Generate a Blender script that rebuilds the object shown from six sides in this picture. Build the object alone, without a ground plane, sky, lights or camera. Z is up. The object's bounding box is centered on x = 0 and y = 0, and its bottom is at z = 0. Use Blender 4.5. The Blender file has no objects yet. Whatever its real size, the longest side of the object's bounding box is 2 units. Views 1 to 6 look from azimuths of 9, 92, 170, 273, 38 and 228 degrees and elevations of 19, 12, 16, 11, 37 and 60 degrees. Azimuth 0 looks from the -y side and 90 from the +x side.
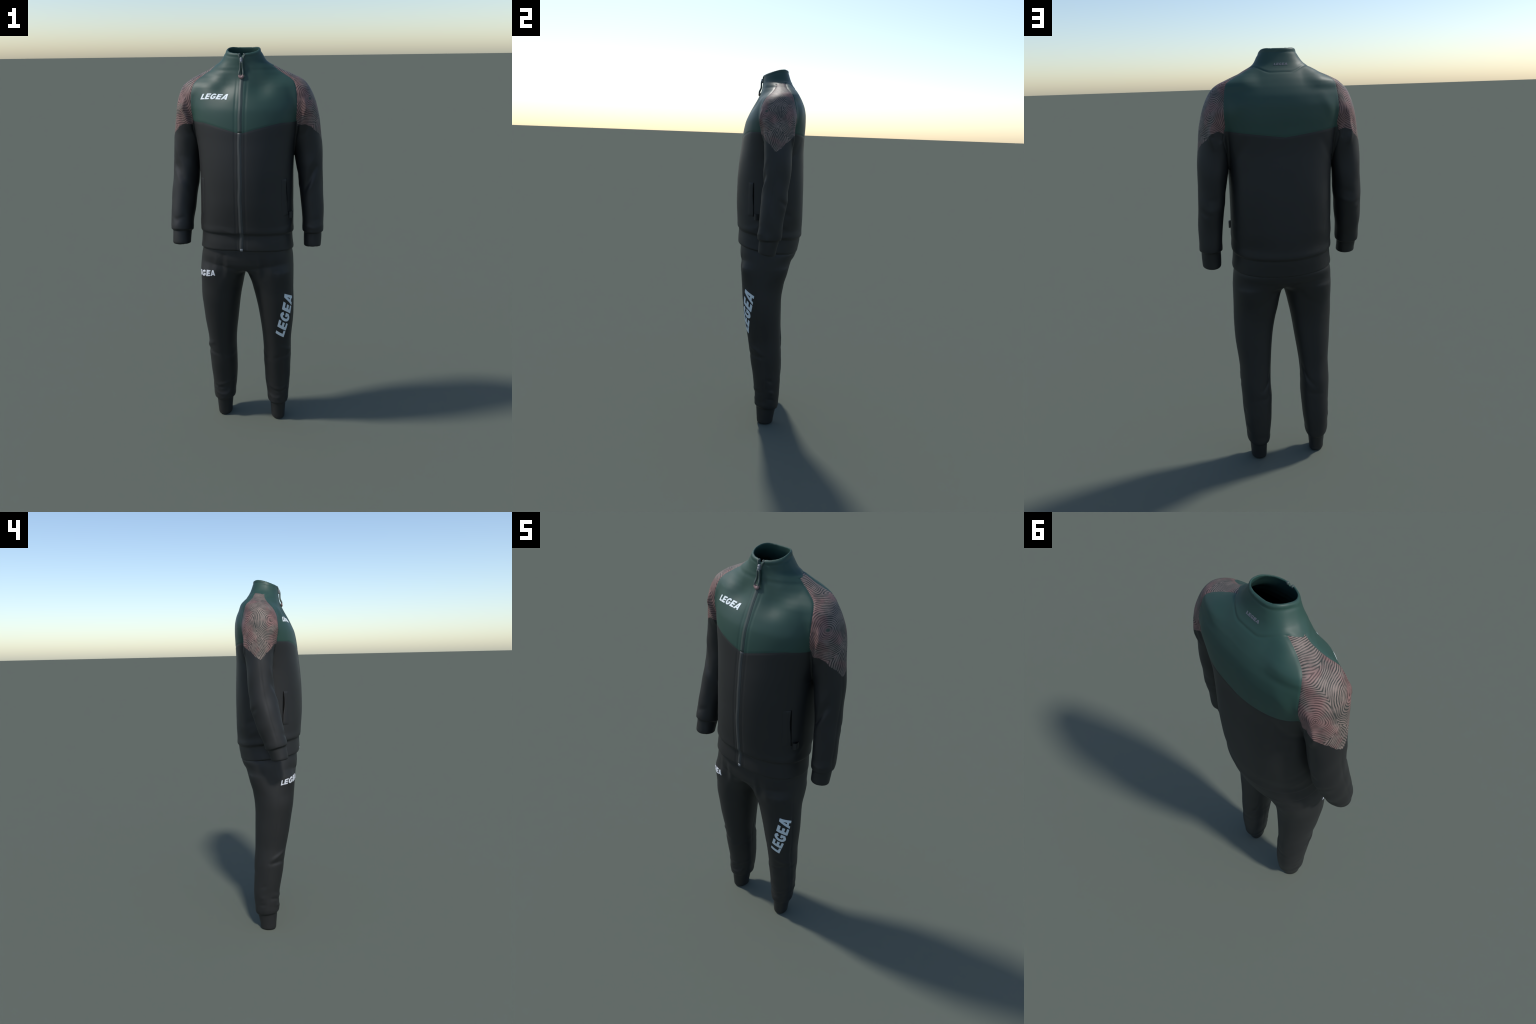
import bpy, bmesh, math, random
import numpy as np
from mathutils import Vector
from mathutils.bvhtree import BVHTree

random.seed(7)
STEP = 0.0042            # sampling step of the fitted cloth surfaces

# ------------------------------------------------------------------ helpers
def spline(zs, vs):
    """monotone cubic through (z, value) control points, as a lookup function"""
    zs = np.array(zs, float); vs = np.array(vs, float)
    h = np.diff(zs); d = np.diff(vs) / h
    m = np.zeros_like(vs)
    m[0], m[-1] = d[0], d[-1]
    for i in range(1, len(zs) - 1):
        if d[i-1] * d[i] > 0:
            w1, w2 = 2*h[i] + h[i-1], h[i] + 2*h[i-1]
            m[i] = (w1 + w2) / (w1/d[i-1] + w2/d[i])
    grid = np.linspace(zs[0], zs[-1], 1500)
    k = np.clip(np.searchsorted(zs, grid) - 1, 0, len(h) - 1)
    t = (grid - zs[k]) / h[k]
    out = ((2*t**3 - 3*t**2 + 1)*vs[k] + (t**3 - 2*t**2 + t)*h[k]*m[k]
           + (-2*t**3 + 3*t**2)*vs[k+1] + (t**3 - t**2)*h[k]*m[k+1])
    return lambda z: np.interp(z, grid, out)

def profile(rows):
    """rows of (z, c1, c2, ...) -> list of splines, one per column"""
    rows = sorted(rows)
    cols = list(zip(*rows))
    return [spline(cols[0], c) for c in cols[1:]]

def smin(a, b, k):
    h = np.clip(0.5 + 0.5*(b - a)/k, 0, 1)
    return b + (a - b)*h - k*h*(1 - h)

def smax(a, b, k):
    return -smin(-a, -b, k)

def sstep(t):
    t = np.clip(t, 0, 1)
    return t*t*(3 - 2*t)

def oval(x, y, cx, cy, a, b, n=2.0):
    """radial distance to a (super)ellipse section"""
    dx = x - cx; dy = y - cy
    r = (np.abs(dx/a)**n + np.abs(dy/b)**n)**(1.0/n) + 1e-6
    return np.sqrt(dx*dx + dy*dy + 1e-9) * (1 - 1/r)

# ------------------------------------------------------------------ jacket form
# height, half width, front y, back y
TORSO = profile([
    (0.99, .246, -.178, .170), (1.03, .245, -.178, .176), (1.08, .239, -.179, .184), (1.13, .236, -.177, .186),
    (1.20, .235, -.182, .188), (1.30, .232, -.187, .187), (1.40, .231, -.185, .185),
    (1.50, .234, -.178, .181), (1.58, .243, -.169, .178), (1.66, .258, -.160, .180),
    (1.72, .272, -.148, .182), (1.76, .281, -.131, .181), (1.80, .285, -.111, .174),
    (1.84, .282, -.089, .158), (1.86, .264, -.079, .147), (1.875, .234, -.0735, .138), (1.888, .205, -.070, .129),
    (1.90, .177, -.067, .120), (1.91, .160, -.066, .112), (1.92, .142, -.0645, .105), (1.93, .124, -.064, .099), (1.94, .111, -.0635, .094),
    (1.95, .103, -.063, .090), (1.97, .091, -.062, .083), (1.985, .083, -.061, .079),
    (2.02, .077, -.060, .075)])
# height, squareness of the back half of the section
BACK_N = spline([1.0, 1.08, 1.14, 1.22, 1.40, 1.70, 1.82, 1.88, 1.93, 1.97, 2.02], [2.15, 2.1, 2.1, 2.45, 2.95, 2.85, 2.4, 2.2, 2.8, 2.7, 2.5])
FRONT_N = spline([1.0, 1.10, 1.20, 1.35, 1.82, 1.90, 1.95, 2.02], [2.6, 2.5, 2.25, 2.05, 2.05, 1.78, 1.85, 2.0])
NECK_X = spline([1.0, 1.72, 1.84, 1.89, 1.93, 1.97, 2.02], [0, 0, -.004, -.007, -.007, -.005, -.005])
# height, inner x, outer x, front y, back y
SLEEVE_L = profile([
    (1.00, .285, .386, -.051, .050), (1.05, .283, .386, -.051, .058), (1.12, .282, .388, -.047, .074),
    (1.16, .280, .388, -.045, .079),
    (1.21, .276, .387, -.042, .084), (1.30, .266, .383, -.037, .096), (1.40, .253, .377, -.030, .105),
    (1.50, .236, .372, -.027, .113), (1.60, .215, .363, -.033, .117), (1.67, .200, .354, -.045, .122),
    (1.74, .180, .338, -.059, .130), (1.79, .165, .320, -.055, .121), (1.83, .150, .297, -.040, .108),
    (1.855, .135, .268, -.022, .092), (1.88, .12, .215, -.005, .075), (1.92, .10, .14, .01, .055)])
SLEEVE_R = profile([
    (1.00, .278, .387, -.121, -.008), (1.05, .277, .387, -.115, -.004), (1.11, .276, .389, -.106, .016),
    (1.15, .274, .389, -.099, .030),
    (1.22, .267, .389, -.082, .060), (1.27, .262, .387, -.071, .076), (1.33, .256, .384, -.058, .090),
    (1.40, .248, .378, -.045, .098),
    (1.50, .236, .373, -.030, .106), (1.60, .215, .363, -.033, .113), (1.67, .200, .354, -.046, .119),
    (1.74, .180, .342, -.060, .130), (1.79, .165, .327, -.056, .121), (1.83, .150, .306, -.040, .108),
    (1.855, .135, .268, -.022, .092), (1.88, .12, .215, -.005, .075), (1.92, .10, .14, .01, .055)])

def above_hem(x, y, z):                 # height over the tilted hem edge
    return z + 0.14*y - 1.031

def above_wrist(x, y, z):
    return z + 0.15*y - 1.042

def cuff_line_jacket(x, y, z):
    return np.where(x > 0, z - 1.125, z + 0.23*y - 1.113)

def collar_top(x, y):
    notch = 0.010*np.exp(-((x + .003)/.010)**2) * (y < 0)
    return 1.970 + 0.030*sstep((y + .085)/.145)*1.08 - 0.002*sstep((y - .05)/.03) - notch

def torso_field(x, y, z):
    a, yf, yb = [f(z) for f in TORSO]
    t = above_hem(x, y, z)
    y = y - .016*sstep((np.abs(x) - .085)/.09)*sstep((z - 1.82)/.06)     # shoulder ridge sits behind the neck
    cy = (yf + yb)/2
    f = oval(x, y, NECK_X(z), cy, a, (yb - yf)/2, np.where(y > cy, BACK_N(z), FRONT_N(z)))
    f = f + 0.0065*sstep((0.090 - t)/0.010) - 0.0015*np.exp(-((t - .104)/.016)**2)
    # hollow below the collar bones
    f = f + 0.020*np.exp(-((np.abs(x) - .090)/.052)**2 - ((y + .090)/.06)**2 - ((z - 1.825)/.045)**2)
    return f

def sleeve_field(x, y, z, table, side):
    xi, xo, yf, yb = [f(z) for f in table]
    lx = (x*side - (xi + xo)/2)/(xo - xi)*2
    ly = y + .004*np.clip(lx, -1.2, 1.2)*sstep((1.62 - z)/.15)          # inner side sits further back
    f = oval(x*side, ly, (xi + xo)/2, (yf + yb)/2, (xo - xi)/2, (yb - yf)/2, 1.97)
    c = cuff_line_jacket(x, y, z)
    f = f + 0.0085*sstep((0.002 - c)/0.010) - 0.001*np.exp(-((c - .018)/.016)**2)
    return f

def jacket_outer(x, y, z):
    tor = smax(torso_field(x, y, z), -above_hem(x, y, z), 0.010)
    k = 0.006 + 0.014*sstep((z - 1.60)/0.16)
    out = tor
    for table, side in ((SLEEVE_L, 1), (SLEEVE_R, -1)):
        s = sleeve_field(x, y, z, table, side)
        w = -above_wrist(x, y, z)
        s_in = smax(s + 0.009, w*-1 - 0.030, 0.006)      # hollow wrist opening
        s = smax(s, w, 0.012)
        s = smax(s, z - 1.872, 0.03)
        s = smax(s, -s_in, 0.004)
        out = smin(out, s, k)
    return out

def jacket_field(x, y, z):
    out = jacket_outer(x, y, z)
    e = 0.002                                       # cloth thickness measured across the slope
    f0 = torso_field(x, y, z)
    g = (torso_field(x, y, z + e) - f0)/e
    cav = f0/np.sqrt(1 + np.minimum(g*g, 12)) + 0.0100
    cav = smax(cav, 1.22 - z, 0.02)
    out = smax(out, z - collar_top(x, y), 0.008)
    return smax(out, -cav, 0.005)

# ------------------------------------------------------------------ trousers form
LEG = profile([
    (-.02, .106, .200, -.033, .074), (.02, .105, .202, -.035, .078), (.06, .102, .205, -.038, .085),
    (.10, .098, .208, -.041, .093), (.14, .092, .213, -.042, .098), (.19, .087, .217, -.046, .1005),
    (.25, .083, .219, -.052, .1015), (.31, .080, .222, -.060, .0995), (.37, .077, .225, -.070, .099), (.42, .078, .227, -.077, .097),
    (.50, .075, .227, -.090, .091), (.56, .070, .231, -.101, .088), (.63, .062, .237, -.113, .085),
    (.71, .052, .241, -.124, .084), (.77, .041, .243, -.132, .087), (.82, .029, .242, -.136, .095), (.87, .018, .2405, -.140, .107),
    (.895, .011, .2395, -.142, .114), (.912, .004, .239, -.143, .118), (.93, -.018, .2385, -.144, .123), (.95, -.09, .2375, -.145, .130), (.98, -.19, .2355, -.147, .145), (1.01, -.20, .231, -.149, .154), (1.04, -.20, .222, -.148, .148), (1.07, -.20, .21, -.145, .145)])

def ankle_line(x, y, z):
    return z + 0.16*y - 0.107

def trousers_field(x, y, z):
    xi, xo, yf, yb = [f(z) for f in LEG]
    shift = .004*sstep((.85 - z)/.2)
    out = None
    for side in (1, -1):
        cy = (yf + yb)/2
        lx = ((x - shift)*side - (xi + xo)/2)/(xo - xi)*2
        ly = y + .005*np.clip(lx, -1.2, 1.2)*sstep((.90 - z)/.10)
        hip = sstep((z - .82)/.12); inn = sstep(-lx)
        f = oval((x - shift)*side, ly, (xi + xo)/2, cy, (xo - xi)/2, (yb - yf)/2, np.where(ly < cy, 2.05 - .2*inn*(1 - hip) + .8*hip, 1.98 + .35*hip + .45*inn*(1 - hip)))
        c = ankle_line(x, y, z)
        f = f + 0.0095*sstep((0.003 - c)/0.012) - 0.002*np.exp(-((c - .020)/.018)**2)
        hollow = smax(f + 0.009, z - 0.018, 0.006)
        f = smax(f, -z - .003, 0.016)
        f = smax(f, -hollow, 0.004)
        k = 0.004 + 0.030*sstep((z - .925)/.06)
        out = f if out is None else smin(out, f, k)
    return smax(out, z - 1.06, 0.01)

# ------------------------------------------------------------------ surface extraction (surface nets + Newton)
def extract(field, lo, hi, h):
    ax = [np.arange(a, b + h, h) for a, b in zip(lo, hi)]
    X, Y, Z = ax[0][:, None, None], ax[1][None, :, None], ax[2][None, None, :]
    F = field(X, Y, Z).astype(np.float32)
    S = F < 0
    nx, ny, nz = F.shape
    cnt = np.zeros((nx-1, ny-1, nz-1), np.uint8)
    for i in (0, 1):
        for j in (0, 1):
            for k in (0, 1):
                cnt += S[i:nx-1+i, j:ny-1+j, k:nz-1+k]
    act = (cnt > 0) & (cnt < 8)
    I = np.argwhere(act)
    vid = -np.ones(act.shape, np.int64); vid[act] = np.arange(len(I))
    acc = np.zeros((len(I), 3)); num = np.zeros(len(I))
    corners = [(i, j, k) for i in (0, 1) for j in (0, 1) for k in (0, 1)]
    vals = {c: F[I[:, 0]+c[0], I[:, 1]+c[1], I[:, 2]+c[2]] for c in corners}
    for c in corners:
        for a in range(3):
            if c[a] == 0:
                d = list(c); d[a] = 1; d = tuple(d)
                f0, f1 = vals[c], vals[d]
                m = (f0 < 0) != (f1 < 0)
                t = np.where(m, f0/np.where(m, f0 - f1, 1), 0)
                p = np.tile(np.array(c, float), (len(I), 1)); p[:, a] = t
                acc[m] += p[m]; num[m] += 1
    V = (I + acc/num[:, None])*h + np.array([a[0] for a in ax])
    quads = []
    for a in range(3):
        b, c = (a+1) % 3, (a+2) % 3
        s0 = [slice(1, -1)]*3; s0[a] = slice(0, -1); s1 = list(s0); s1[a] = slice(1, None)
        A, B = S[tuple(s0)], S[tuple(s1)]
        E = np.argwhere(A != B)
        inside = A[tuple(E.T)]
        E = E + 1; E[:, a] -= 1
        def cell(db, dc):
            q = E.copy(); q[:, b] += db; q[:, c] += dc
            return vid[q[:, 0], q[:, 1], q[:, 2]]
        q = np.stack([cell(-1, -1), cell(0, -1), cell(0, 0), cell(-1, 0)], 1)
        q[~inside] = q[~inside][:, ::-1]
        quads.append(q)
    Q = np.concatenate(quads)
    e = np.concatenate([Q[:, [0, 1]], Q[:, [1, 2]], Q[:, [2, 3]], Q[:, [3, 0]]])
    deg = np.bincount(e[:, 0], minlength=len(V)).astype(float)
    for it in range(4):
        s = np.zeros_like(V)
        for k in range(3):
            s[:, k] = np.bincount(e[:, 0], V[e[:, 1], k], len(V))
        V = V + 0.5*(s/deg[:, None] - V)
        for _ in range(2 if it == 3 else 1):
            V = newton(field, V, h)
    return V, Q

def newton(field, V, h):
    e = 5e-4
    f = field(V[:, 0], V[:, 1], V[:, 2])
    g = np.stack([field(*(V + e*np.eye(3)[k]).T) - f for k in range(3)], 1)/e
    d = f/np.maximum((g*g).sum(1), 0.3)
    return V - np.clip(d, -h*.5, h*.5)[:, None]*g

def cut(V, Q, fns):
    """split the faces of a mesh exactly along the zero lines of several functions"""
    bm = bmesh.new()
    vs = [bm.verts.new(v) for v in V]
    for q in Q:
        try:
            bm.faces.new([vs[i] for i in q])
        except ValueError:
            pass
    for fn in fns:
        bm.verts.index_update(); bm.verts.ensure_lookup_table()
        P = np.array([v.co[:] for v in bm.verts])
        f = fn(P[:, 0], P[:, 1], P[:, 2])
        zero = set(); sgn = np.sign(f)
        small = np.abs(f) < 0.0004
        sgn[small] = 0
        faces = set()
        for i in np.flatnonzero(small):
            v = bm.verts[i]; zero.add(v); faces.update(v.link_faces)
        bm.edges.ensure_lookup_table()
        EI = np.array([(e.verts[0].index, e.verts[1].index) for e in bm.edges])
        cross = np.flatnonzero(sgn[EI[:, 0]]*sgn[EI[:, 1]] < 0)
        for e in [bm.edges[i] for i in cross]:
            a, b = e.verts
            fa, fb = f[a.index], f[b.index]
            faces.update(e.link_faces)
            _, nv = bmesh.utils.edge_split(e, a, float(fa/(fa - fb)))
            nv.index = -1
            zero.add(nv)
        for fc in faces:
            z = [v for v in fc.verts if v in zero]
            if len(z) == 2 and not any(set(e.verts) == set(z) for e in fc.edges):
                try:
                    bmesh.utils.face_split(fc, z[0], z[1])
                except ValueError:
                    pass
    bm.verts.index_update()
    V2 = np.array([v.co[:] for v in bm.verts])
    F2 = [[v.index for v in f.verts] for f in bm.faces]
    bm.free()
    return V2, F2

def vertex_normals(V, F):
    me = bpy.data.meshes.new("tmp"); me.from_pydata(V.tolist(), [], F)
    n = np.zeros(len(V)*3, np.float32)
    me.vertices.foreach_get("normal", n)
    bpy.data.meshes.remove(me)
    return n.reshape(-1, 3).astype(float)

def face_centres(V, F):
    n = np.array([len(f) for f in F]); idx = np.repeat(np.arange(len(F)), n)
    flat = np.fromiter((i for f in F for i in f), int)
    return np.stack([np.bincount(idx, V[flat, k])/n for k in range(3)], 1)

def seg_dist(P, a, b):
    a = np.array(a); b = np.array(b); ab = b - a
    t = np.clip(((P - a) @ ab)/(ab @ ab), 0, 1)
    return np.linalg.norm(P - a - t[:, None]*ab, axis=1), t

def fold(P, pts, width, amp):
    """ridge (amp>0) or crease (amp<0) along a polyline, fading at both ends"""
    A = np.array(pts); reach = 3*width
    near = np.flatnonzero(((P > A.min(0) - reach) & (P < A.max(0) + reach)).all(1))
    out = np.zeros(len(P)); P = P[near]
    best = np.full(len(P), 9.0); tt = np.zeros(len(P)); n = len(pts) - 1
    for i in range(n):
        d, t = seg_dist(P, pts[i], pts[i+1])
        m = d < best
        best[m] = d[m]; tt[m] = (i + t[m])/n
    out[near] = amp*np.exp(-(best/width)**2)*np.sin(np.pi*np.clip(tt*.8 + .1, 0, 1))**.8
    return out

def groove(dist, width, depth):
    return -depth*np.exp(-(dist/width)**2)

def lumps(P, seed, scale, amp):
    rng = np.random.RandomState(seed); s = np.zeros(len(P))
    for _ in range(10):
        k = rng.normal(size=3)*np.array([1, 1, .6])/scale; s += np.sin(P @ k + rng.uniform(0, 6.28))
    return amp*s/10**.5

# ------------------------------------------------------------------ materials
def new_mat(name):
    m = bpy.data.materials.new(name); m.use_nodes = True
    nt = m.node_tree
    return m, nt, nt.nodes["Principled BSDF"]

def node(nt, kind, **kw):
    n = nt.nodes.new(kind)
    for k, v in kw.items():
        setattr(n, k, v)
    return n

def mathn(nt, op, a, b=None, c=None):
    n = node(nt, "ShaderNodeMath", operation=op)
    for i, v in enumerate((a, b, c)):
        if v is None: continue
        if hasattr(v, "is_output"): nt.links.new(v, n.inputs[i])
        else: n.inputs[i].default_value = v
    return n.outputs[0]

def mixc(nt, fac, a, b):
    n = node(nt, "ShaderNodeMix", data_type='RGBA')
    for i, v in ((0, fac), (6, a), (7, b)):
        if hasattr(v, "is_output"): nt.links.new(v, n.inputs[i])
        elif isinstance(v, (int, float)): n.inputs[i].default_value = v
        else: n.inputs[i].default_value = (*v, 1)
    return n.outputs[2]

def cloth(name, col, col2, rough=.52, spec=.42, weave=.12):
    m, nt, p = new_mat(name)
    tc = node(nt, "ShaderNodeTexCoord")
    n1 = node(nt, "ShaderNodeTexNoise"); n1.inputs["Scale"].default_value = 7; n1.inputs["Detail"].default_value = 3
    nt.links.new(tc.outputs["Object"], n1.inputs["Vector"])
    nt.links.new(mixc(nt, n1.outputs["Fac"], col, col2), p.inputs["Base Color"])
    n2 = node(nt, "ShaderNodeTexNoise"); n2.inputs["Scale"].default_value = 700; n2.inputs["Detail"].default_value = 2
    nt.links.new(tc.outputs["Object"], n2.inputs["Vector"])
    bp = node(nt, "ShaderNodeBump"); bp.inputs["Strength"].default_value = weave; bp.inputs["Distance"].default_value = .001
    nt.links.new(n2.outputs["Fac"], bp.inputs["Height"]); nt.links.new(bp.outputs["Normal"], p.inputs["Normal"])
    p.inputs["Roughness"].default_value = rough
    p.inputs["Specular IOR Level"].default_value = spec
    return m

def fingerprint(name):
    """wavy contour lines around a few whorl cores on each shoulder"""
    m, nt, p = new_mat(name)
    tc = node(nt, "ShaderNodeTexCoord")
    co = tc.outputs["Object"]
    sep = node(nt, "ShaderNodeSeparateXYZ"); nt.links.new(co, sep.inputs[0])
    comb = node(nt, "ShaderNodeCombineXYZ")
    nt.links.new(mathn(nt, 'ABSOLUTE', sep.outputs[0]), comb.inputs[0])
    nt.links.new(sep.outputs[1], comb.inputs[1]); nt.links.new(sep.outputs[2], comb.inputs[2])
    wob = node(nt, "ShaderNodeTexNoise"); wob.inputs["Scale"].default_value = 11; wob.inputs["Detail"].default_value = 1
    nt.links.new(co, wob.inputs["Vector"])
    wofs = node(nt, "ShaderNodeVectorMath", operation='MULTIPLY_ADD')
    nt.links.new(wob.outputs["Color"], wofs.inputs[0]); wofs.inputs[1].default_value = (.035, .035, .035)
    nt.links.new(comb.outputs[0], wofs.inputs[2])
    d = None
    cores = [(.322, .002, 1.785, 0), (.327, .129, 1.757, .012), (.085, .050, 1.985, -.040)]
    for x, y, z, w in cores:
        v = node(nt, "ShaderNodeVectorMath", operation='DISTANCE')
        nt.links.new(wofs.outputs[0], v.inputs[0]); v.inputs[1].default_value = (x, y, z)
        t = mathn(nt, 'ADD', v.outputs["Value"], w)
        d = t if d is None else mathn(nt, 'SMOOTH_MIN', d, t, .006)
    sw = node(nt, "ShaderNodeSeparateXYZ"); nt.links.new(wofs.outputs[0], sw.inputs[0])
    vee = mathn(nt, 'MULTIPLY', mathn(nt, 'ABSOLUTE', mathn(nt, 'SUBTRACT', sw.outputs[1], .052)), .85)      # V lines running into the tip
    vee = mathn(nt, 'ADD', mathn(nt, 'MULTIPLY_ADD', mathn(nt, 'SUBTRACT', sw.outputs[2], 1.64), .38, vee), .062)
    d = mathn(nt, 'SMOOTH_MIN', d, vee, .006)
    nz = node(nt, "ShaderNodeTexNoise"); nz.inputs["Scale"].default_value = 26; nz.inputs["Detail"].default_value = 2
    nt.links.new(co, nz.inputs["Vector"])
    ph = mathn(nt, 'MULTIPLY_ADD', nz.outputs["Fac"], .007, d)
    s = mathn(nt, 'SINE', mathn(nt, 'MULTIPLY', ph, 2*math.pi/.0072))
    line = node(nt, "ShaderNodeMapRange", interpolation_type='SMOOTHSTEP'); line.inputs[1].default_value = -.75; line.inputs[2].default_value = .55
    nt.links.new(s, line.inputs[0])
    n3 = node(nt, "ShaderNodeTexNoise"); n3.inputs["Scale"].default_value = 14; n3.inputs["Detail"].default_value = 2
    nt.links.new(co, n3.inputs["Vector"])
    mr = node(nt, "ShaderNodeMapRange", interpolation_type='SMOOTHSTEP'); mr.inputs[1].default_value = .4; mr.inputs[2].default_value = .62
    edge = mathn(nt, 'ABSOLUTE', mathn(nt, 'SUBTRACT', sep.outputs[1], .038))       # greyer along the arm line, rosier at the sides
    nt.links.new(mathn(nt, 'MULTIPLY_ADD', edge, -2.2, mathn(nt, 'ADD', n3.outputs["Fac"], .13)), mr.inputs[0])
    lt = mixc(nt, mr.outputs[0], PINK, BEIGE)
    dk = mixc(nt, mr.outputs[0], DARKROSE, DARKLINE)
    n4 = node(nt, "ShaderNodeTexNoise"); n4.inputs["Scale"].default_value = 33; n4.inputs["Detail"].default_value = 2
    nt.links.new(co, n4.inputs["Vector"])
    wear = node(nt, "ShaderNodeMapRange"); wear.inputs[1].default_value = .30; wear.inputs[2].default_value = .52
    wear.inputs[3].default_value = .75; wear.inputs[4].default_value = 0
    nt.links.new(n4.outputs["Fac"], wear.inputs[0])
    lf = mathn(nt, 'MAXIMUM', line.outputs[0], wear.outputs[0])
    col = mixc(nt, lf, dk, lt)
    n5 = node(nt, "ShaderNodeTexNoise"); n5.inputs["Scale"].default_value = 20; n5.inputs["Detail"].default_value = 3
    nt.links.new(wofs.outputs[0], n5.inputs["Vector"])
    mott = node(nt, "ShaderNodeMapRange"); mott.inputs[1].default_value = .45; mott.inputs[2].default_value = .70
    mott.inputs[3].default_value = 0; mott.inputs[4].default_value = .6
    nt.links.new(n5.outputs["Fac"], mott.inputs[0])
    col = mixc(nt, mott.outputs[0], col, dk)
    core_d = node(nt, "ShaderNodeVectorMath", operation='DISTANCE')
    nt.links.new(wofs.outputs[0], core_d.inputs[0]); core_d.inputs[1].default_value = cores[0][:3]
    core = node(nt, "ShaderNodeMapRange", interpolation_type='SMOOTHSTEP'); core.inputs[1].default_value = .010; core.inputs[2].default_value = .016
    nt.links.new(core_d.outputs["Value"], core.inputs[0])
    col = mixc(nt, core.outputs[0], (.045, .062, .05), col)
    nt.links.new(col, p.inputs["Base Color"])
    bp = node(nt, "ShaderNodeBump"); bp.inputs["Strength"].default_value = .25; bp.inputs["Distance"].default_value = .001
    nt.links.new(line.outputs[0], bp.inputs["Height"]); nt.links.new(bp.outputs["Normal"], p.inputs["Normal"])
    p.inputs["Roughness"].default_value = .55
    p.inputs["Specular IOR Level"].default_value = .25
    return m

def plain(name, col, rough=.5, metal=0.0):
    m, nt, p = new_mat(name)
    tc = node(nt, "ShaderNodeTexCoord")
    n1 = node(nt, "ShaderNodeTexNoise"); n1.inputs["Scale"].default_value = 90
    nt.links.new(tc.outputs["Object"], n1.inputs["Vector"])
    nt.links.new(mixc(nt, n1.outputs["Fac"], [c*.92 for c in col], [min(1, c*1.08) for c in col]), p.inputs["Base Color"])
    p.inputs["Roughness"].default_value = rough; p.inputs["Metallic"].default_value = metal
    return m

PINK, BEIGE = (.235, .138, .126), (.215, .168, .146)
DARKROSE, DARKLINE = (.075, .046, .044), (.036, .039, .035)
BLACK = cloth("black_fleece", (.0135, .0137, .014), (.0165, .0167, .017))
GREEN = cloth("dark_green_fleece", (.019, .055, .0435), (.0225, .061, .048))
LINING = cloth("dark_green_lining", (.020, .058, .048), (.024, .064, .052), rough=.6, spec=.3)
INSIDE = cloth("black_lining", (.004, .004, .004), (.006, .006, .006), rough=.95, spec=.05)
PRINT = fingerprint("contour_line_print")
RIB = cloth("black_rib_knit", (.0135, .0137, .014), (.0165, .0167, .017), weave=.25)
ZIPTAPE = cloth("charcoal_zip_tape", (.038, .041, .041), (.046, .05, .05))
ZIPGREEN = cloth("grey_green_zip_tape", (.038, .058, .052), (.046, .064, .058))
METAL = plain("zip_metal", (.20, .21, .225), .42, .4)
CORD = plain("green_grey_cord", (.05, .075, .066), .6)
PINKBEAD = plain("pink_rubber", (.27, .175, .17), .5)
WHITE = plain("white_print", (.74, .80, .81), .6)
LIGHT = plain("off_white_print", (.62, .64, .68), .6)
BLUEGREY = plain("pale_blue_grey_print", (.64, .70, .735), .6)
GREYTHREAD = plain("mauve_grey_thread", (.13, .135, .155), .7)

# ------------------------------------------------------------------ object building
def link(ob, parent=None):
    bpy.context.scene.collection.objects.link(ob)
    if parent: ob.parent = parent
    return ob

def empty(name, label, category):
    e = bpy.data.objects.new(name, None); link(e)
    e["label"] = label; e["category"] = category
    return e

def patch(name, V, F, N, sel, mat, parent):
    """part of a cut surface, keeping the normals of the whole"""
    faces = [F[i] for i in sel]
    if not faces: return None
    used = sorted({i for f in faces for i in f}); mp = {o: k for k, o in enumerate(used)}
    me = bpy.data.meshes.new(name)
    me.from_pydata(V[used].tolist(), [], [[mp[i] for i in f] for f in faces])
    me.polygons.foreach_set("use_smooth", [True]*len(me.polygons))
    me.materials.append(mat)
    me.normals_split_custom_set_from_vertices(N[used].tolist())
    return link(bpy.data.objects.new(name, me), parent)

def mesh_obj(name, verts, faces, mat, parent, smooth=True):
    me = bpy.data.meshes.new(name); me.from_pydata([tuple(v) for v in verts], [], faces)
    bm = bmesh.new(); bm.from_mesh(me); bmesh.ops.recalc_face_normals(bm, faces=bm.faces); bm.to_mesh(me); bm.free()
    if smooth: me.polygons.foreach_set("use_smooth", [True]*len(me.polygons))
    me.materials.append(mat)
    return link(bpy.data.objects.new(name, me), parent)

def tube(name, path, radius, mat, parent, seg=12, flat=1.0, flat_axis=(0, -1, 0)):
    """round or flattened cord along a path; radius may vary along it"""
    P = [Vector(p) for p in path]; n = len(P)
    rad = radius if callable(radius) else (lambda t: radius)
    fa = Vector(flat_axis); V = []; F = []
    for i, p in enumerate(P):
        t = (P[min(i+1, n-1)] - P[max(i-1, 0)]).normalized()
        w = (fa - t*fa.dot(t)).normalized(); s = t.cross(w)
        r = rad(i/(n-1))
        for k in range(seg):
            a = 2*math.pi*k/seg
            V.append(p + s*r*math.cos(a) + w*r*flat*math.sin(a))
    for i in range(n-1):
        for k in range(seg):
            F.append([i*seg+k, i*seg+(k+1) % seg, (i+1)*seg+(k+1) % seg, (i+1)*seg+k])
    F.append(list(range(seg))); F.append(list(range((n-1)*seg, n*seg)))
    return mesh_obj(name, V, F, mat, parent)

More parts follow.
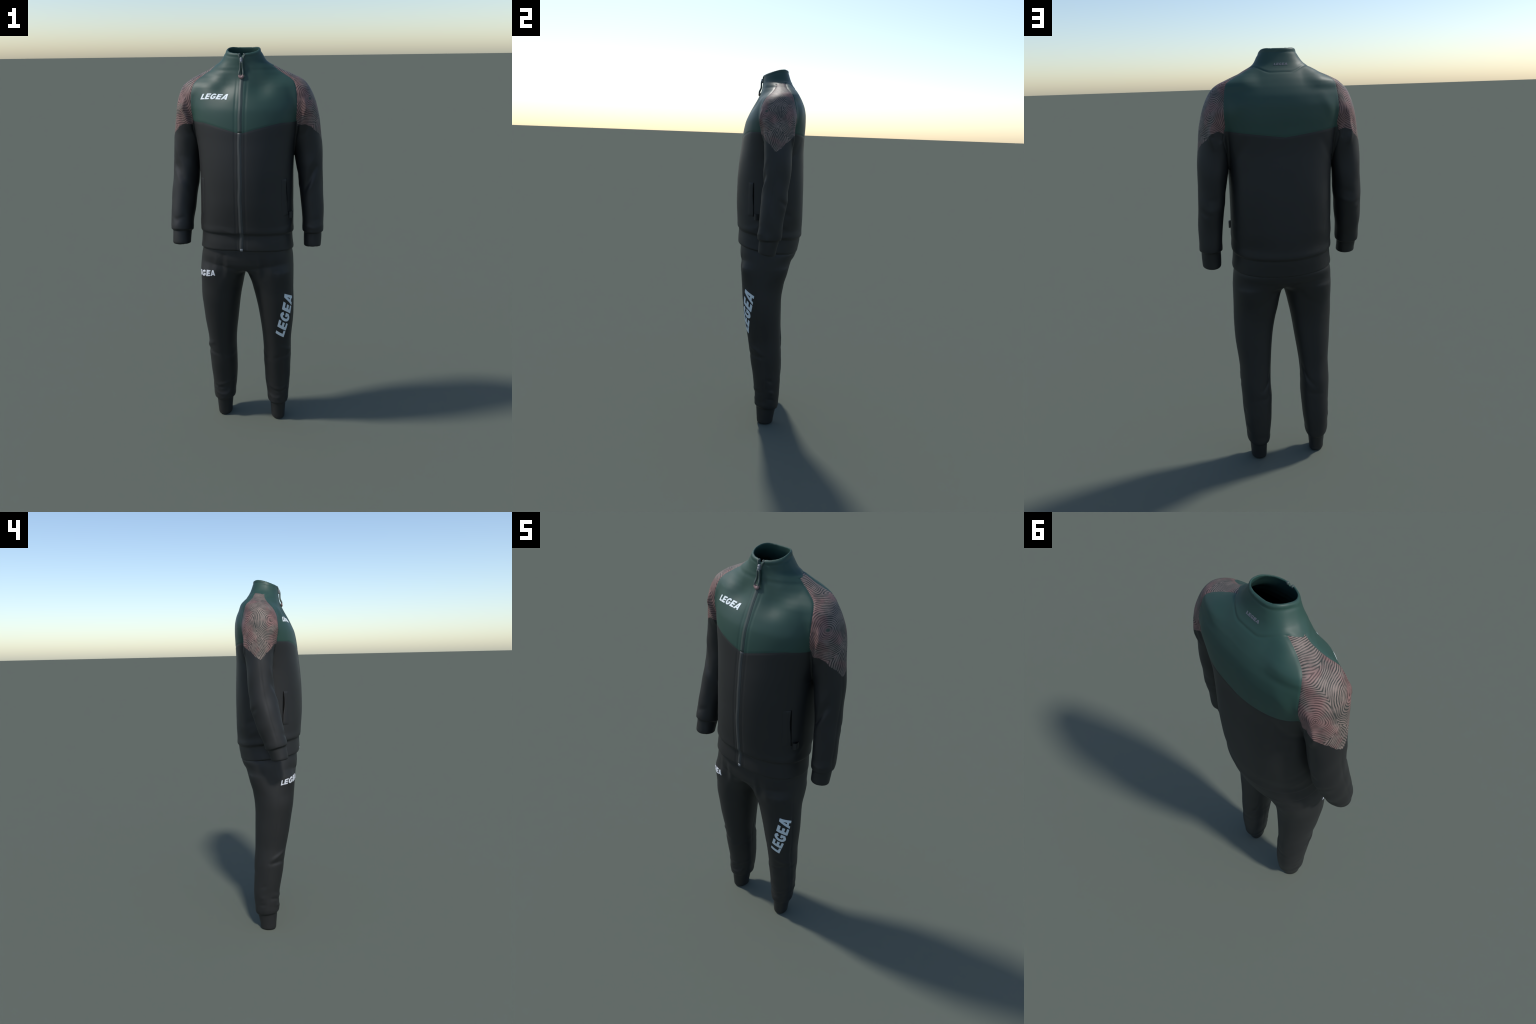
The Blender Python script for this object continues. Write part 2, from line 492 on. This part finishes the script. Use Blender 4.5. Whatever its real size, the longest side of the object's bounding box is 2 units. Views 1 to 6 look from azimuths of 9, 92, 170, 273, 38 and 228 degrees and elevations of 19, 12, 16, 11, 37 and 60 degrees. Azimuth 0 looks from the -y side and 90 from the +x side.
def bezier(pts, n=24):
    """Catmull-Rom through points"""
    P = [Vector(p) for p in pts]; P = [P[0]*2 - P[1]] + P + [P[-1]*2 - P[-2]]
    out = []
    for i in range(1, len(P)-2):
        for k in range(n):
            t = k/n
            out.append(.5*(2*P[i] + (P[i+1]-P[i-1])*t + (2*P[i-1]-5*P[i]+4*P[i+1]-P[i+2])*t*t + (3*P[i]-P[i-1]-3*P[i+1]+P[i+2])*t**3))
    out.append(P[-2]); return out

def bead(name, centre, size, mat, parent, power=2.0):
    V = []; F = []; nu, nv = 20, 12
    sp = lambda c: math.copysign(abs(c)**(2/power), c)
    for j in range(nv+1):
        ph = -math.pi/2 + math.pi*j/nv
        for i in range(nu):
            th = 2*math.pi*i/nu
            V.append((centre[0] + size[0]*sp(math.cos(ph))*sp(math.cos(th)), centre[1] + size[1]*sp(math.cos(ph))*sp(math.sin(th)), centre[2] + size[2]*sp(math.sin(ph))))
    for j in range(nv):
        for i in range(nu):
            F.append([j*nu+i, j*nu+(i+1) % nu, (j+1)*nu+(i+1) % nu, (j+1)*nu+i])
    bm = bmesh.new(); vs = [bm.verts.new(v) for v in V]
    for f in F: bm.faces.new([vs[i] for i in f])
    bmesh.ops.remove_doubles(bm, verts=bm.verts, dist=1e-6)
    bmesh.ops.recalc_face_normals(bm, faces=bm.faces)
    me = bpy.data.meshes.new(name); bm.to_mesh(me); bm.free()
    me.polygons.foreach_set("use_smooth", [True]*len(me.polygons)); me.materials.append(mat)
    return link(bpy.data.objects.new(name, me), parent)

# ------------------------------------------------------------------ heavy slanted block letters
def arc(cx, cy, rx, ry, a0, a1, n=14):
    return [(cx + rx*math.cos(math.radians(a0 + (a1-a0)*i/n)), cy + ry*math.sin(math.radians(a0 + (a1-a0)*i/n))) for i in range(n+1)]
E_SHAPE = [[(0, 0), (.80, 0), (.80, .22), (.32, .22), (.32, .39), (.74, .39), (.74, .61), (.32, .61), (.32, .78), (.80, .78), (.80, 1), (0, 1)]]
GLYPHS = {
    'L': (.78, [[(0, 0), (.74, 0), (.74, .24), (.32, .24), (.32, 1), (0, 1)]]),
    'E': (.86, E_SHAPE),
    'G': (1.0, [arc(.48, .5, .48, .52, 35, 325) + [(.90, .10), (.90, .54), (.50, .54), (.50, .36), (.62, .36), (.62, .27)]
                + arc(.48, .5, .19, .27, -60, -318)]),
    'A': (1.0, [[(0, 0), (.30, 0), (.35, .18), (.68, .18), (.73, 0), (1.04, 0), (.70, 1), (.34, 1)]]),
}
A_HOLE = [(.42, .36), (.62, .36), (.52, .72)]

def word_mesh(name, text, slant, to_surface, mat, parent, thick, cell):
    """letters as slightly raised solid pieces laid on the cloth; to_surface maps (u,v) in 0..1 to point, normal"""
    total = sum(GLYPHS[c][0] for c in text) + .06*(len(text)-1); x0 = 0
    obs = []
    for ch in text:
        adv, loops = GLYPHS[ch]
        bm = bmesh.new()
        for lp in loops:
            if ch == 'A':      # ring of quads round the counter
                o, h = lp, A_HOLE
                vo = [bm.verts.new((p[0], p[1], 0)) for p in o]; vh = [bm.verts.new((p[0], p[1], 0)) for p in h]
                for f in ([vo[0], vo[1], vo[2], vh[0]], [vo[2], vo[3], vh[1], vh[0]], [vo[3], vo[4], vo[5], vh[1]],
                          [vo[5], vo[6], vh[2], vh[1]], [vo[6], vo[7], vh[2]], [vo[7], vo[0], vh[0], vh[2]]):
                    bm.faces.new(f)
            else:
                bm.faces.new([bm.verts.new((p[0], p[1], 0)) for p in lp])
        bm.normal_update()
        bmesh.ops.triangulate(bm, faces=bm.faces)
        for axis, hi in ((0, 1.1), (1, 1.0)):
            k = cell
            while k < hi:
                no = Vector((1, 0, 0)) if axis == 0 else Vector((0, 1, 0))
                bmesh.ops.bisect_plane(bm, geom=bm.verts[:] + bm.edges[:] + bm.faces[:], plane_co=no*k, plane_no=no)
                k += cell
        nrm = {}
        for v in bm.verts:
            u = (x0 + v.co.x)/total; w = v.co.y
            p, n = to_surface(u + slant*(w - .5)/total, w)
            v.co = p + n*0.0001; nrm[v] = n
        base = bm.faces[:]
        r = bmesh.ops.extrude_face_region(bm, geom=base)
        for v in [g for g in r["geom"] if isinstance(g, bmesh.types.BMVert)]:
            src = to_surface_nearest(v.co)
            v.co = v.co + src*thick
        bmesh.ops.delete(bm, geom=[f for f in base if f.is_valid], context='FACES_ONLY')
        bmesh.ops.recalc_face_normals(bm, faces=bm.faces)
        me = bpy.data.meshes.new(name); bm.to_mesh(me); bm.free(); me.materials.append(mat)
        obs.append(link(bpy.data.objects.new(name, me), parent))
        x0 += adv + .06
    return obs

CUR_BVH = [None]
def to_surface_nearest(co):
    return CUR_BVH[0].find_nearest(co)[1]

def quad_map(bl, br, tr, tl):
    bl, br, tr, tl = [Vector(p) for p in (bl, br, tr, tl)]
    def f(u, w):
        p = (bl*(1-u) + br*u)*(1-w) + (tl*(1-u) + tr*u)*w
        co, n, _, _ = CUR_BVH[0].find_nearest(p)
        return co, n
    return f

# ================================================================== JACKET
def armhole(x, y, z):
    """>0 on the sleeve: a strip on the shoulder that widens to the whole arm"""
    ax = np.abs(x)
    xs = .262 - .027*sstep((1.68 - z)/.16) + .022*sstep((1.44 - z)/.26)
    u = ax - xs
    w = np.interp(u, [-.20, -.155, -.12, -.085, -.05, -.033, -.02, -.010, 0, .02], [.02, .022, .026, .033, .047, .058, .074, .095, .15, .35])
    yc = .040
    b = sstep((1.70 - z)/.07)
    return ((w - np.abs(y - yc))*.6)*(1 - b) + b*u

def collar_seam(x, y, z):
    ax = np.abs(x)
    back = 1.901 + .030*sstep((ax - .040)/.085)
    w = sstep((y - .02)/.05)
    return z - (1.9185*(1-w) + back*w)

def print_edge(x, y, z):
    return (z - np.interp(y, [-.2, -.06, -.03, .034, .108, .122, .2], [1.672, 1.672, 1.641, 1.572, 1.640, 1.668, 1.668])
            - .0022*np.sin(y*170 + 1) - .0015*np.sin(y*410))*.7

def yoke_seam(x, y, z):
    ax = np.abs(x)
    front = 1.668 - .045*np.clip(1 - ax/.185, 0, 1)**1.15
    back = 1.667 - .031*np.clip(1 - ax/.24, 0, 1)
    return z - np.where(y < 0.0, front, back)

def hem_seam(x, y, z):
    return above_hem(x, y, z) - .087

def wrist_seam(x, y, z):
    return np.where(np.abs(x) > .255, cuff_line_jacket(x, y, z), z - 1.0)

V, Q = extract(jacket_field, (-.415, -.215, .985), (.415, .215, 2.012), STEP)
V, F = cut(V, Q, [collar_seam, armhole, print_edge, yoke_seam, hem_seam, wrist_seam])
N = vertex_normals(V, F)
x, y, z = V.T
depth = jacket_outer(x, y, z)
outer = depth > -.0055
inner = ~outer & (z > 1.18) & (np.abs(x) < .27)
sleeve = armhole(x, y, z) > 0
neckz = collar_seam(x, y, z)

disp = np.zeros(len(V))
# --- sewn seams
disp += groove(hem_seam(x, y, z), .0045, .0022)*(np.abs(x) < .25)
disp += groove(armhole(x, y, z)/.7, .005, .0020)*(z > 1.52)*(neckz < 0)
disp += groove(yoke_seam(x, y, z), .004, .0010)*(~sleeve)
disp += (groove(neckz, .004, .0015) + .0005*np.exp(-((neckz - .008)/.005)**2))*sstep((y - .03)/.03)
disp += groove(z - collar_top(x, y) + .016, .0035, .0012)*(z > 1.93)
for sx in (-.0250, .0230):                    # stitched edges beside the zip
    disp += groove(x - sx, .0040, .0015)*(y < -.03)*sstep((1.88 - z)/.06)*outer
disp += groove(x + .003, .004, .004)*(y < 0)*(z > 1.94)*outer
# --- sleeve side seams and folds
for pts in ([(.366, .031, 1.57), (.374, .035, 1.48), (.378, .025, 1.38), (.384, .012, 1.28), (.386, .004, 1.20), (.386, .006, 1.13)],
            [(-.366, .035, 1.57), (-.373, .028, 1.48), (-.378, .012, 1.38), (-.382, -.012, 1.28), (-.386, -.036, 1.20), (-.386, -.055, 1.13)]):
    disp += fold(V, pts, .0055, -.0022)
for s in (1, -1):
    fy = 0 if s > 0 else -.012
    disp += fold(V, [(s*.285, -.052, 1.77), (s*.292, -.050, 1.73), (s*.278, -.040, 1.68), (s*.265, -.032, 1.63)], .0095, .010)
    disp += fold(V, [(s*.268, -.055, 1.745), (s*.266, -.048, 1.70), (s*.255, -.038, 1.655)], .009, -.006)
    disp += fold(V, [(s*.315, -.043, 1.70), (s*.305, -.035, 1.65), (s*.285, -.028, 1.60)], .012, -.0035)
    disp += fold(V, [(s*.300, .132, 1.74), (s*.305, .125, 1.69), (s*.312, .116, 1.645), (s*.30, .11, 1.60)], .0105, .010)
    disp += fold(V, [(s*.280, .138, 1.74), (s*.278, .128, 1.68), (s*.27, .118, 1.63)], .010, -.008)
    disp += fold(V, [(s*.325, .112, 1.71), (s*.335, .100, 1.65)], .012, -.003)
    disp += fold(V, [(s*.345, -.02, 1.45), (s*.315, -.035, 1.39), (s*.285, -.03, 1.335)], .014, -.0070)
    disp += fold(V, [(s*.35, -.025, 1.42), (s*.325, -.04, 1.36), (s*.295, -.04, 1.31)], .013, .0045)
    disp += fold(V, [(s*.375, -.03+fy, 1.20), (s*.345, -.055+fy*3, 1.185), (s*.305, -.045+fy*3, 1.20)], .012, -.0022)
    disp += fold(V, [(s*.380, -.02+fy, 1.16), (s*.34, -.05+fy*3, 1.15), (s*.295, -.03+fy*3, 1.158)], .010, .0022)
    # soft hollows of chest and shoulder
    disp += fold(V, [(s*.20, -.12, 1.72), (s*.215, -.125, 1.60)], .022, .0025)
    disp += fold(V, [(s*.17, .15, 1.80), (s*.22, .15, 1.72)], .025, .003)
disp += fold(V, [(-.10, -.16, 1.168), (-.03, -.178, 1.140), (-.02, -.178, 1.150)], .012, .0025)
disp += lumps(V, 3, .055, .0007) + lumps(V, 11, .11, .0010) + lumps(V, 21, .028, .0017)*sleeve*sstep((1.75 - z)/.1)
for s in (1, -1):                              # elbow pulls and side drags
    disp += fold(V, [(s*.255, .02, 1.42), (s*.275, .06, 1.39), (s*.32, .10, 1.37)], .014, -.004)
    disp += fold(V, [(s*.26, .02, 1.36), (s*.29, .075, 1.335), (s*.335, .10, 1.32)], .014, .0035)
    disp += fold(V, [(s*.375, .06, 1.33), (s*.34, .095, 1.30)], .013, -.003)
    disp += fold(V, [(s*.36, -.01, 1.55), (s*.335, -.03, 1.49), (s*.30, -.03, 1.44)], .015, .003)
    disp += fold(V, [(s*.225, .05, 1.20), (s*.20, .11, 1.165)], .014, .0018)
    disp += fold(V, [(s*.225, .05, 1.26), (s*.19, .12, 1.225)], .018, -.0025)
    disp += fold(V, [(s*.235, -.02, 1.20), (s*.225, -.06, 1.165), (s*.18, -.11, 1.15)], .014, .0025)
    disp += fold(V, [(s*.23, .06, 1.52), (s*.20, .13, 1.56), (s*.17, .16, 1.62)], .02, -.003)
disp *= np.where((z > 1.18) & (np.abs(x) < .27), sstep((depth + .011)/.008), 1)
C = face_centres(V, F)
V = V + N*disp[:, None]
N = vertex_normals(V, F)

cx, cy, cz = C.T
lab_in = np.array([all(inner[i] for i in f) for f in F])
is_collar = (collar_seam(cx, cy, cz) > 0)
is_sleeve = (armhole(cx, cy, cz) > 0) & ~is_collar & ~lab_in
right = cx < 0
cuffm = is_sleeve & (cuff_line_jacket(cx, cy, cz) < 0)
printm = is_sleeve & ~cuffm & (print_edge(cx, cy, cz) > 0)
armm = is_sleeve & ~cuffm & ~printm
body = ~is_sleeve & ~is_collar & ~lab_in
hem = body & (hem_seam(cx, cy, cz) < 0)
yoke = body & (yoke_seam(cx, cy, cz) > 0)
panel = body & ~hem & ~yoke
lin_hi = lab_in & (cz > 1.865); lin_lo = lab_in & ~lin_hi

jacket = empty("track_jacket", "black and dark green zip track jacket with pink contour-print shoulders", "jacket")
W = lambda m: np.flatnonzero(m)
patch("yoke", V, F, N, W(yoke), GREEN, jacket)
patch("body_panel", V, F, N, W(panel), BLACK, jacket)
patch("collar", V, F, N, W(is_collar & ~lab_in), GREEN, jacket)
patch("collar_lining", V, F, N, W(lin_hi), LINING, jacket)
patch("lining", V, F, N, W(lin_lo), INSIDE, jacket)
patch("hem_band", V, F, N, W(hem), RIB, jacket)
for side in (False, True):
    sl = patch("sleeve", V, F, N, W(armm & (right == side)), BLACK, jacket)
    patch("shoulder_panel", V, F, N, W(printm & (right == side)), PRINT, sl)
    patch("cuff", V, F, N, W(cuffm & (right == side)), RIB, sl)

jb = BVHTree.FromPolygons([tuple(v) for v in V], F)
CUR_BVH[0] = jb

# --- zip: tape, coil, slider, pull
def front(xx, zz):
    h = jb.ray_cast(Vector((xx, -.6, zz)), Vector((0, 1, 0)))
    return h[0].y
ZX = -.001
def zip_strip(name, z0, z1, xs, ofs, mat, parent):
    n = max(8, int((z1-z0)/.008)); V_ = []; F_ = []; m = len(xs)
    for i in range(n+1):
        zz = z0 + (z1-z0)*i/n
        wob = .0012*math.sin(zz*23) + .0008*math.sin(zz*51)
        for xo, o in zip(xs, ofs):
            V_.append((ZX + xo + wob, front(ZX + xo + wob, zz) - o, zz))
    for i in range(n):
        for k in range(m-1):
            F_.append([i*m+k, i*m+k+1, (i+1)*m+k+1, (i+1)*m+k])
    F_ += [list(range(m)), list(range(n*m, (n+1)*m))]
    return mesh_obj(name, V_, F_, mat, parent)
tape_x = [-.0097, -.0095, -.0082, -.0050, -.0036, 0, .0036, .0050, .0082, .0095, .0097]
tape_o = [-.003, .0003, .0011, .0008, .0020, .0024, .0020, .0008, .0011, .0003, -.003]
zt = zip_strip("zip_tape", 1.062, 1.628, tape_x, tape_o, ZIPTAPE, jacket)
zip_strip("zip_tape", 1.6285, 1.880, tape_x, tape_o, ZIPGREEN, jacket)
yb_ = front(ZX, 1.064)
bead("zip_stop", (ZX, yb_ - .0005, 1.064), (.0075, .004, .0065), METAL, jacket, 4)
ZX = -.003
ys = front(ZX - .008, 1.942)
slider = bead("zip_slider", (ZX - .001, ys - .003, 1.943), (.0070, .0075, .012), METAL, jacket, 3)
bead("slider_loop", (ZX - .001, ys - .009, 1.937), (.0055, .004, .008), METAL, slider, 2.5)
hood = bezier([(ZX - .011, ys - .001, 1.962), (ZX - .008, ys - .004, 1.950), (ZX - .003, ys - .006, 1.942)], 8)
top_y = front(ZX + .016, 1.955)
for sx in (-1, 1):
    tube("zip_garage", bezier([(ZX + sx*.016, top_y + .002, 1.966), (ZX + sx*.011, top_y - .002, 1.958), (ZX + sx*.007, top_y - .002, 1.944), (ZX + sx*.004, top_y, 1.930)], 6),
         lambda t: .0042*(1 - .3*t), CORD, jacket)
for sx in (-1, 1):
    bead("zip_end", (ZX + sx*.011, top_y + .004, 1.9665), (.0055, .0060, .0060), CORD, jacket, 2.4)
y0, y1, y2 = ys - .009, front(ZX, 1.90) - .0055, front(ZX, 1.872) - .006
loop = bezier([(ZX - .004, y0, 1.935), (ZX - .0065, y1, 1.905), (ZX - .0095, y2, 1.885), (ZX - .0075, y2, 1.873), (ZX, y2, 1.868),
               (ZX + .0075, y2, 1.873), (ZX + .0095, y2, 1.885), (ZX + .0065, y1, 1.905), (ZX + .004, y0, 1.935)], 8)
pull = tube("zip_pull", loop, .0042, CORD, jacket)
tip = bezier([(ZX - .0095, y2 - .0006, 1.884), (ZX - .0075, y2 - .0008, 1.873), (ZX, y2 - .001, 1.868), (ZX + .0075, y2 - .0008, 1.873), (ZX + .0095, y2 - .0006, 1.884)], 8)
tube("pull_tip", tip, lambda t: .0040 + .0030*math.sin(math.pi*t), PINKBEAD, pull, flat=.75)

# --- slit pockets: a raised welt in front of a dark lens-shaped opening
def side_point(s, yy, zz, lift):
    h = jb.ray_cast(Vector((s*.262, yy, zz)), Vector((-s, 0, 0)))
    return h[0] + h[1]*lift
def pocket(s):
    nz, ny = 30, 7
    gap = .0035 if s > 0 else .0065
    V_ = []; F_ = []; O = []
    for i in range(nz+1):
        t = i/nz; zz = 1.404 - .180*t
        open_ = math.sin(math.pi*min(1, t/.72))**1.2 if t < .72 else 0
        y_seam = -.083 + .005*t                              # where the pocket closes
        y_edge = y_seam - .0012 - gap*open_
        y_front = -.112
        row = []
        for k in range(ny+1):
            q = k/ny
            lift = .0002 if q == 0 else (.0034*min(1, 3*(1-q)+.05)*(1 if .01 < t < .99 else .15) if q < 1 else .0034*(1 if .01 < t < .99 else .2))
            row.append(side_point(s, y_front + (y_edge - y_front)*q, zz, .0004 + (.0026*sstep(np.array(q*2.2)))*(1 if .01 < t < .99 else .3)))
        row.append(side_point(s, y_edge + .0004, zz, -.003))
        V_ += row
        O.append((side_point(s, y_edge - .002, zz, .0006), side_point(s, y_seam + .0018, zz, .0006)))
    m = ny + 2
    for i in range(nz):
        for k in range(m-1):
            F_.append([i*m+k, i*m+k+1, (i+1)*m+k+1, (i+1)*m+k])
    w = mesh_obj("pocket_welt", V_, F_, BLACK, jacket)
    OV = [p for r in O for p in r]
    mesh_obj("pocket_opening", OV, [[2*i, 2*i+1, 2*i+3, 2*i+2] for i in range(nz)], INSIDE, w)
for s_ in (1, -1):
    pocket(s_)

# --- pocket zip tab on the wearer's left
h0 = jb.find_nearest(Vector((.224, -.076, 1.222)))[0]; h1 = jb.find_nearest(Vector((.232, -.045, 1.222)))[0]
tabp = []; o = Vector((.85, -.5, 0)).normalized()
for k in range(9):
    t = k/8
    tabp.append(h0*(1-t) + h1*t + o*(.018*math.sin(math.pi*min(1, t*.75 + .1)) - .002))
TV = []; TF = []
for p in tabp:
    for zz, q in ((.018, 0), (-.014, 0), (-.014, .003), (.018, .003)):
        TV.append((p.x - o.x*q, p.y - o.y*q, p.z + zz*(1 + 0*q)))
for i in range(8):
    for k in range(4):
        TF.append([i*4+k, i*4+(k+1) % 4, (i+1)*4+(k+1) % 4, (i+1)*4+k])
TF += [[0, 1, 2, 3], [32, 33, 34, 35]]
mesh_obj("pocket_tab", TV, TF, BLACK, jacket, smooth=False)

# --- chest word and small collar word
word_mesh("chest_letter", "LEGEA", .42, quad_map((-.194, -.09, 1.772), (-.062, -.12, 1.772), (-.062, -.115, 1.807), (-.194, -.085, 1.797)), WHITE, jacket, .0012, .25)
word_mesh("collar_letter", "LEGEA", .2, quad_map((.024, .101, 1.931), (-.034, .10, 1.930), (-.034, .097, 1.940), (.024, .098, 1.941)), GREYTHREAD, jacket, .0007, .34)

# ================================================================== TROUSERS
V, Q = extract(trousers_field, (-.265, -.185, -.012), (.265, .185, 1.075), STEP)
V, F = cut(V, Q, [ankle_line, lambda x, y, z: x + 0*y])
N = vertex_normals(V, F)
x, y, z = V.T
disp = groove(ankle_line(x, y, z), .004, .0020)
for s in (1, -1):
    disp += fold(V, [(s*.240, -.055, 1.02), (s*.243, -.058, .93), (s*.243, -.056, .82), (s*.238, -.050, .70), (s*.232, -.035, .58), (s*.227, -.022, .48),
                     (s*.226, -.008, .40), (s*.222, .004, .30), (s*.219, .012, .20), (s*.212, .016, .11)], .0055, -.0022)
    disp += fold(V, [(s*.062, .03, .63), (s*.075, .02, .48), (s*.078, .02, .38), (s*.083, .03, .25), (s*.095, .03, .12)], .005, -.0015)
    # knee and shin creases
    disp += fold(V, [(s*.225, -.01, .445), (s*.215, -.045, .470), (s*.185, -.085, .50)], .012, .0050)
    disp += fold(V, [(s*.226, -.005, .425), (s*.205, -.055, .435), (s*.16, -.08, .425)], .012, -.0045)
    disp += fold(V, [(s*.08, .02, .43), (s*.095, -.04, .40), (s*.13, -.07, .39)], .014, .0025)
    disp += fold(V, [(s*.215, -.02, .235), (s*.18, -.055, .212), (s*.13, -.05, .222), (s*.09, 0, .24)], .010, .0035)
    disp += fold(V, [(s*.218, 0, .210), (s*.18, -.055, .195), (s*.13, -.048, .198)], .008, -.0035)
    disp += fold(V, [(s*.205, -.03, .165), (s*.15, -.045, .150), (s*.105, -.02, .165)], .011, .0035)
    disp += fold(V, [(s*.105, -.02, .19), (s*.12, -.035, .15), (s*.145, -.045, .125)], .011, .0035)
    disp += fold(V, [(s*.222, .03, .29), (s*.222, .06, .27)], .012, -.003)
    disp += fold(V, [(s*.218, .04, .215), (s*.21, .07, .20)], .011, .003)
    disp += fold(V, [(s*.216, .03, .17), (s*.205, .07, .16)], .010, -.003)
    disp += fold(V, [(s*.075, .05, .50), (s*.095, .075, .44), (s*.13, .095, .40)], .012, -.004)
    disp += fold(V, [(s*.078, .055, .47), (s*.10, .085, .41)], .010, .003)
    disp += fold(V, [(s*.08, .06, .38), (s*.12, .098, .355), (s*.18, .095, .35)], .016, -.002)
    # gathers below the waistband and beside the crotch
    for gx, ga in ((.075, .003), (.10, -.003), (.135, .0025), (.165, -.002)):
        disp += fold(V, [(s*gx, -.146, 1.02), (s*(gx+.004), -.145, .97), (s*(gx+.006), -.14, .91)], .012, ga)
    disp += fold(V, [(s*.03, -.12, .97), (s*.02, -.10, .92)], .02, -.004)
    disp += fold(V, [(s*.05, .11, .93), (s*.09, .10, .88), (s*.15, .09, .84)], .018, -.003)
disp += lumps(V, 5, .05, .0009) + lumps(V, 12, .10, .0012) + lumps(V, 31, .026, .0013)*sstep((.52 - z)/.2)*sstep((z - .10)/.05)
disp *= sstep((z - .004)/.02)
V = V + N*disp[:, None]
N = vertex_normals(V, F)
C = face_centres(V, F); cx, cy, cz = C.T
cuffm = ankle_line(cx, cy, cz) < 0
trousers = empty("track_trousers", "black tapered track trousers with ribbed ankle cuffs and lettering", "trousers")
legs = {}
for side in (False, True):
    legs[side] = patch("trouser_leg", V, F, N, W(~cuffm & ((cx < 0) == side)), BLACK, trousers)
    patch("ankle_cuff", V, F, N, W(cuffm & ((cx < 0) == side)), RIB, legs[side])
CUR_BVH[0] = BVHTree.FromPolygons([tuple(v) for v in V], F)
word_mesh("thigh_letter", "LEGEA", .25, quad_map((-.236, -.066, .890), (-.142, -.142, .914), (-.149, -.146, .941), (-.236, -.066, .917)), LIGHT, legs[True], .0012, .25)
word_mesh("leg_letter", "LEGEA", .30, quad_map((.199, -.085, .565), (.242, -.060, .792), (.207, -.112, .825), (.158, -.105, .583)), BLUEGREY, legs[False], .0012, .2)
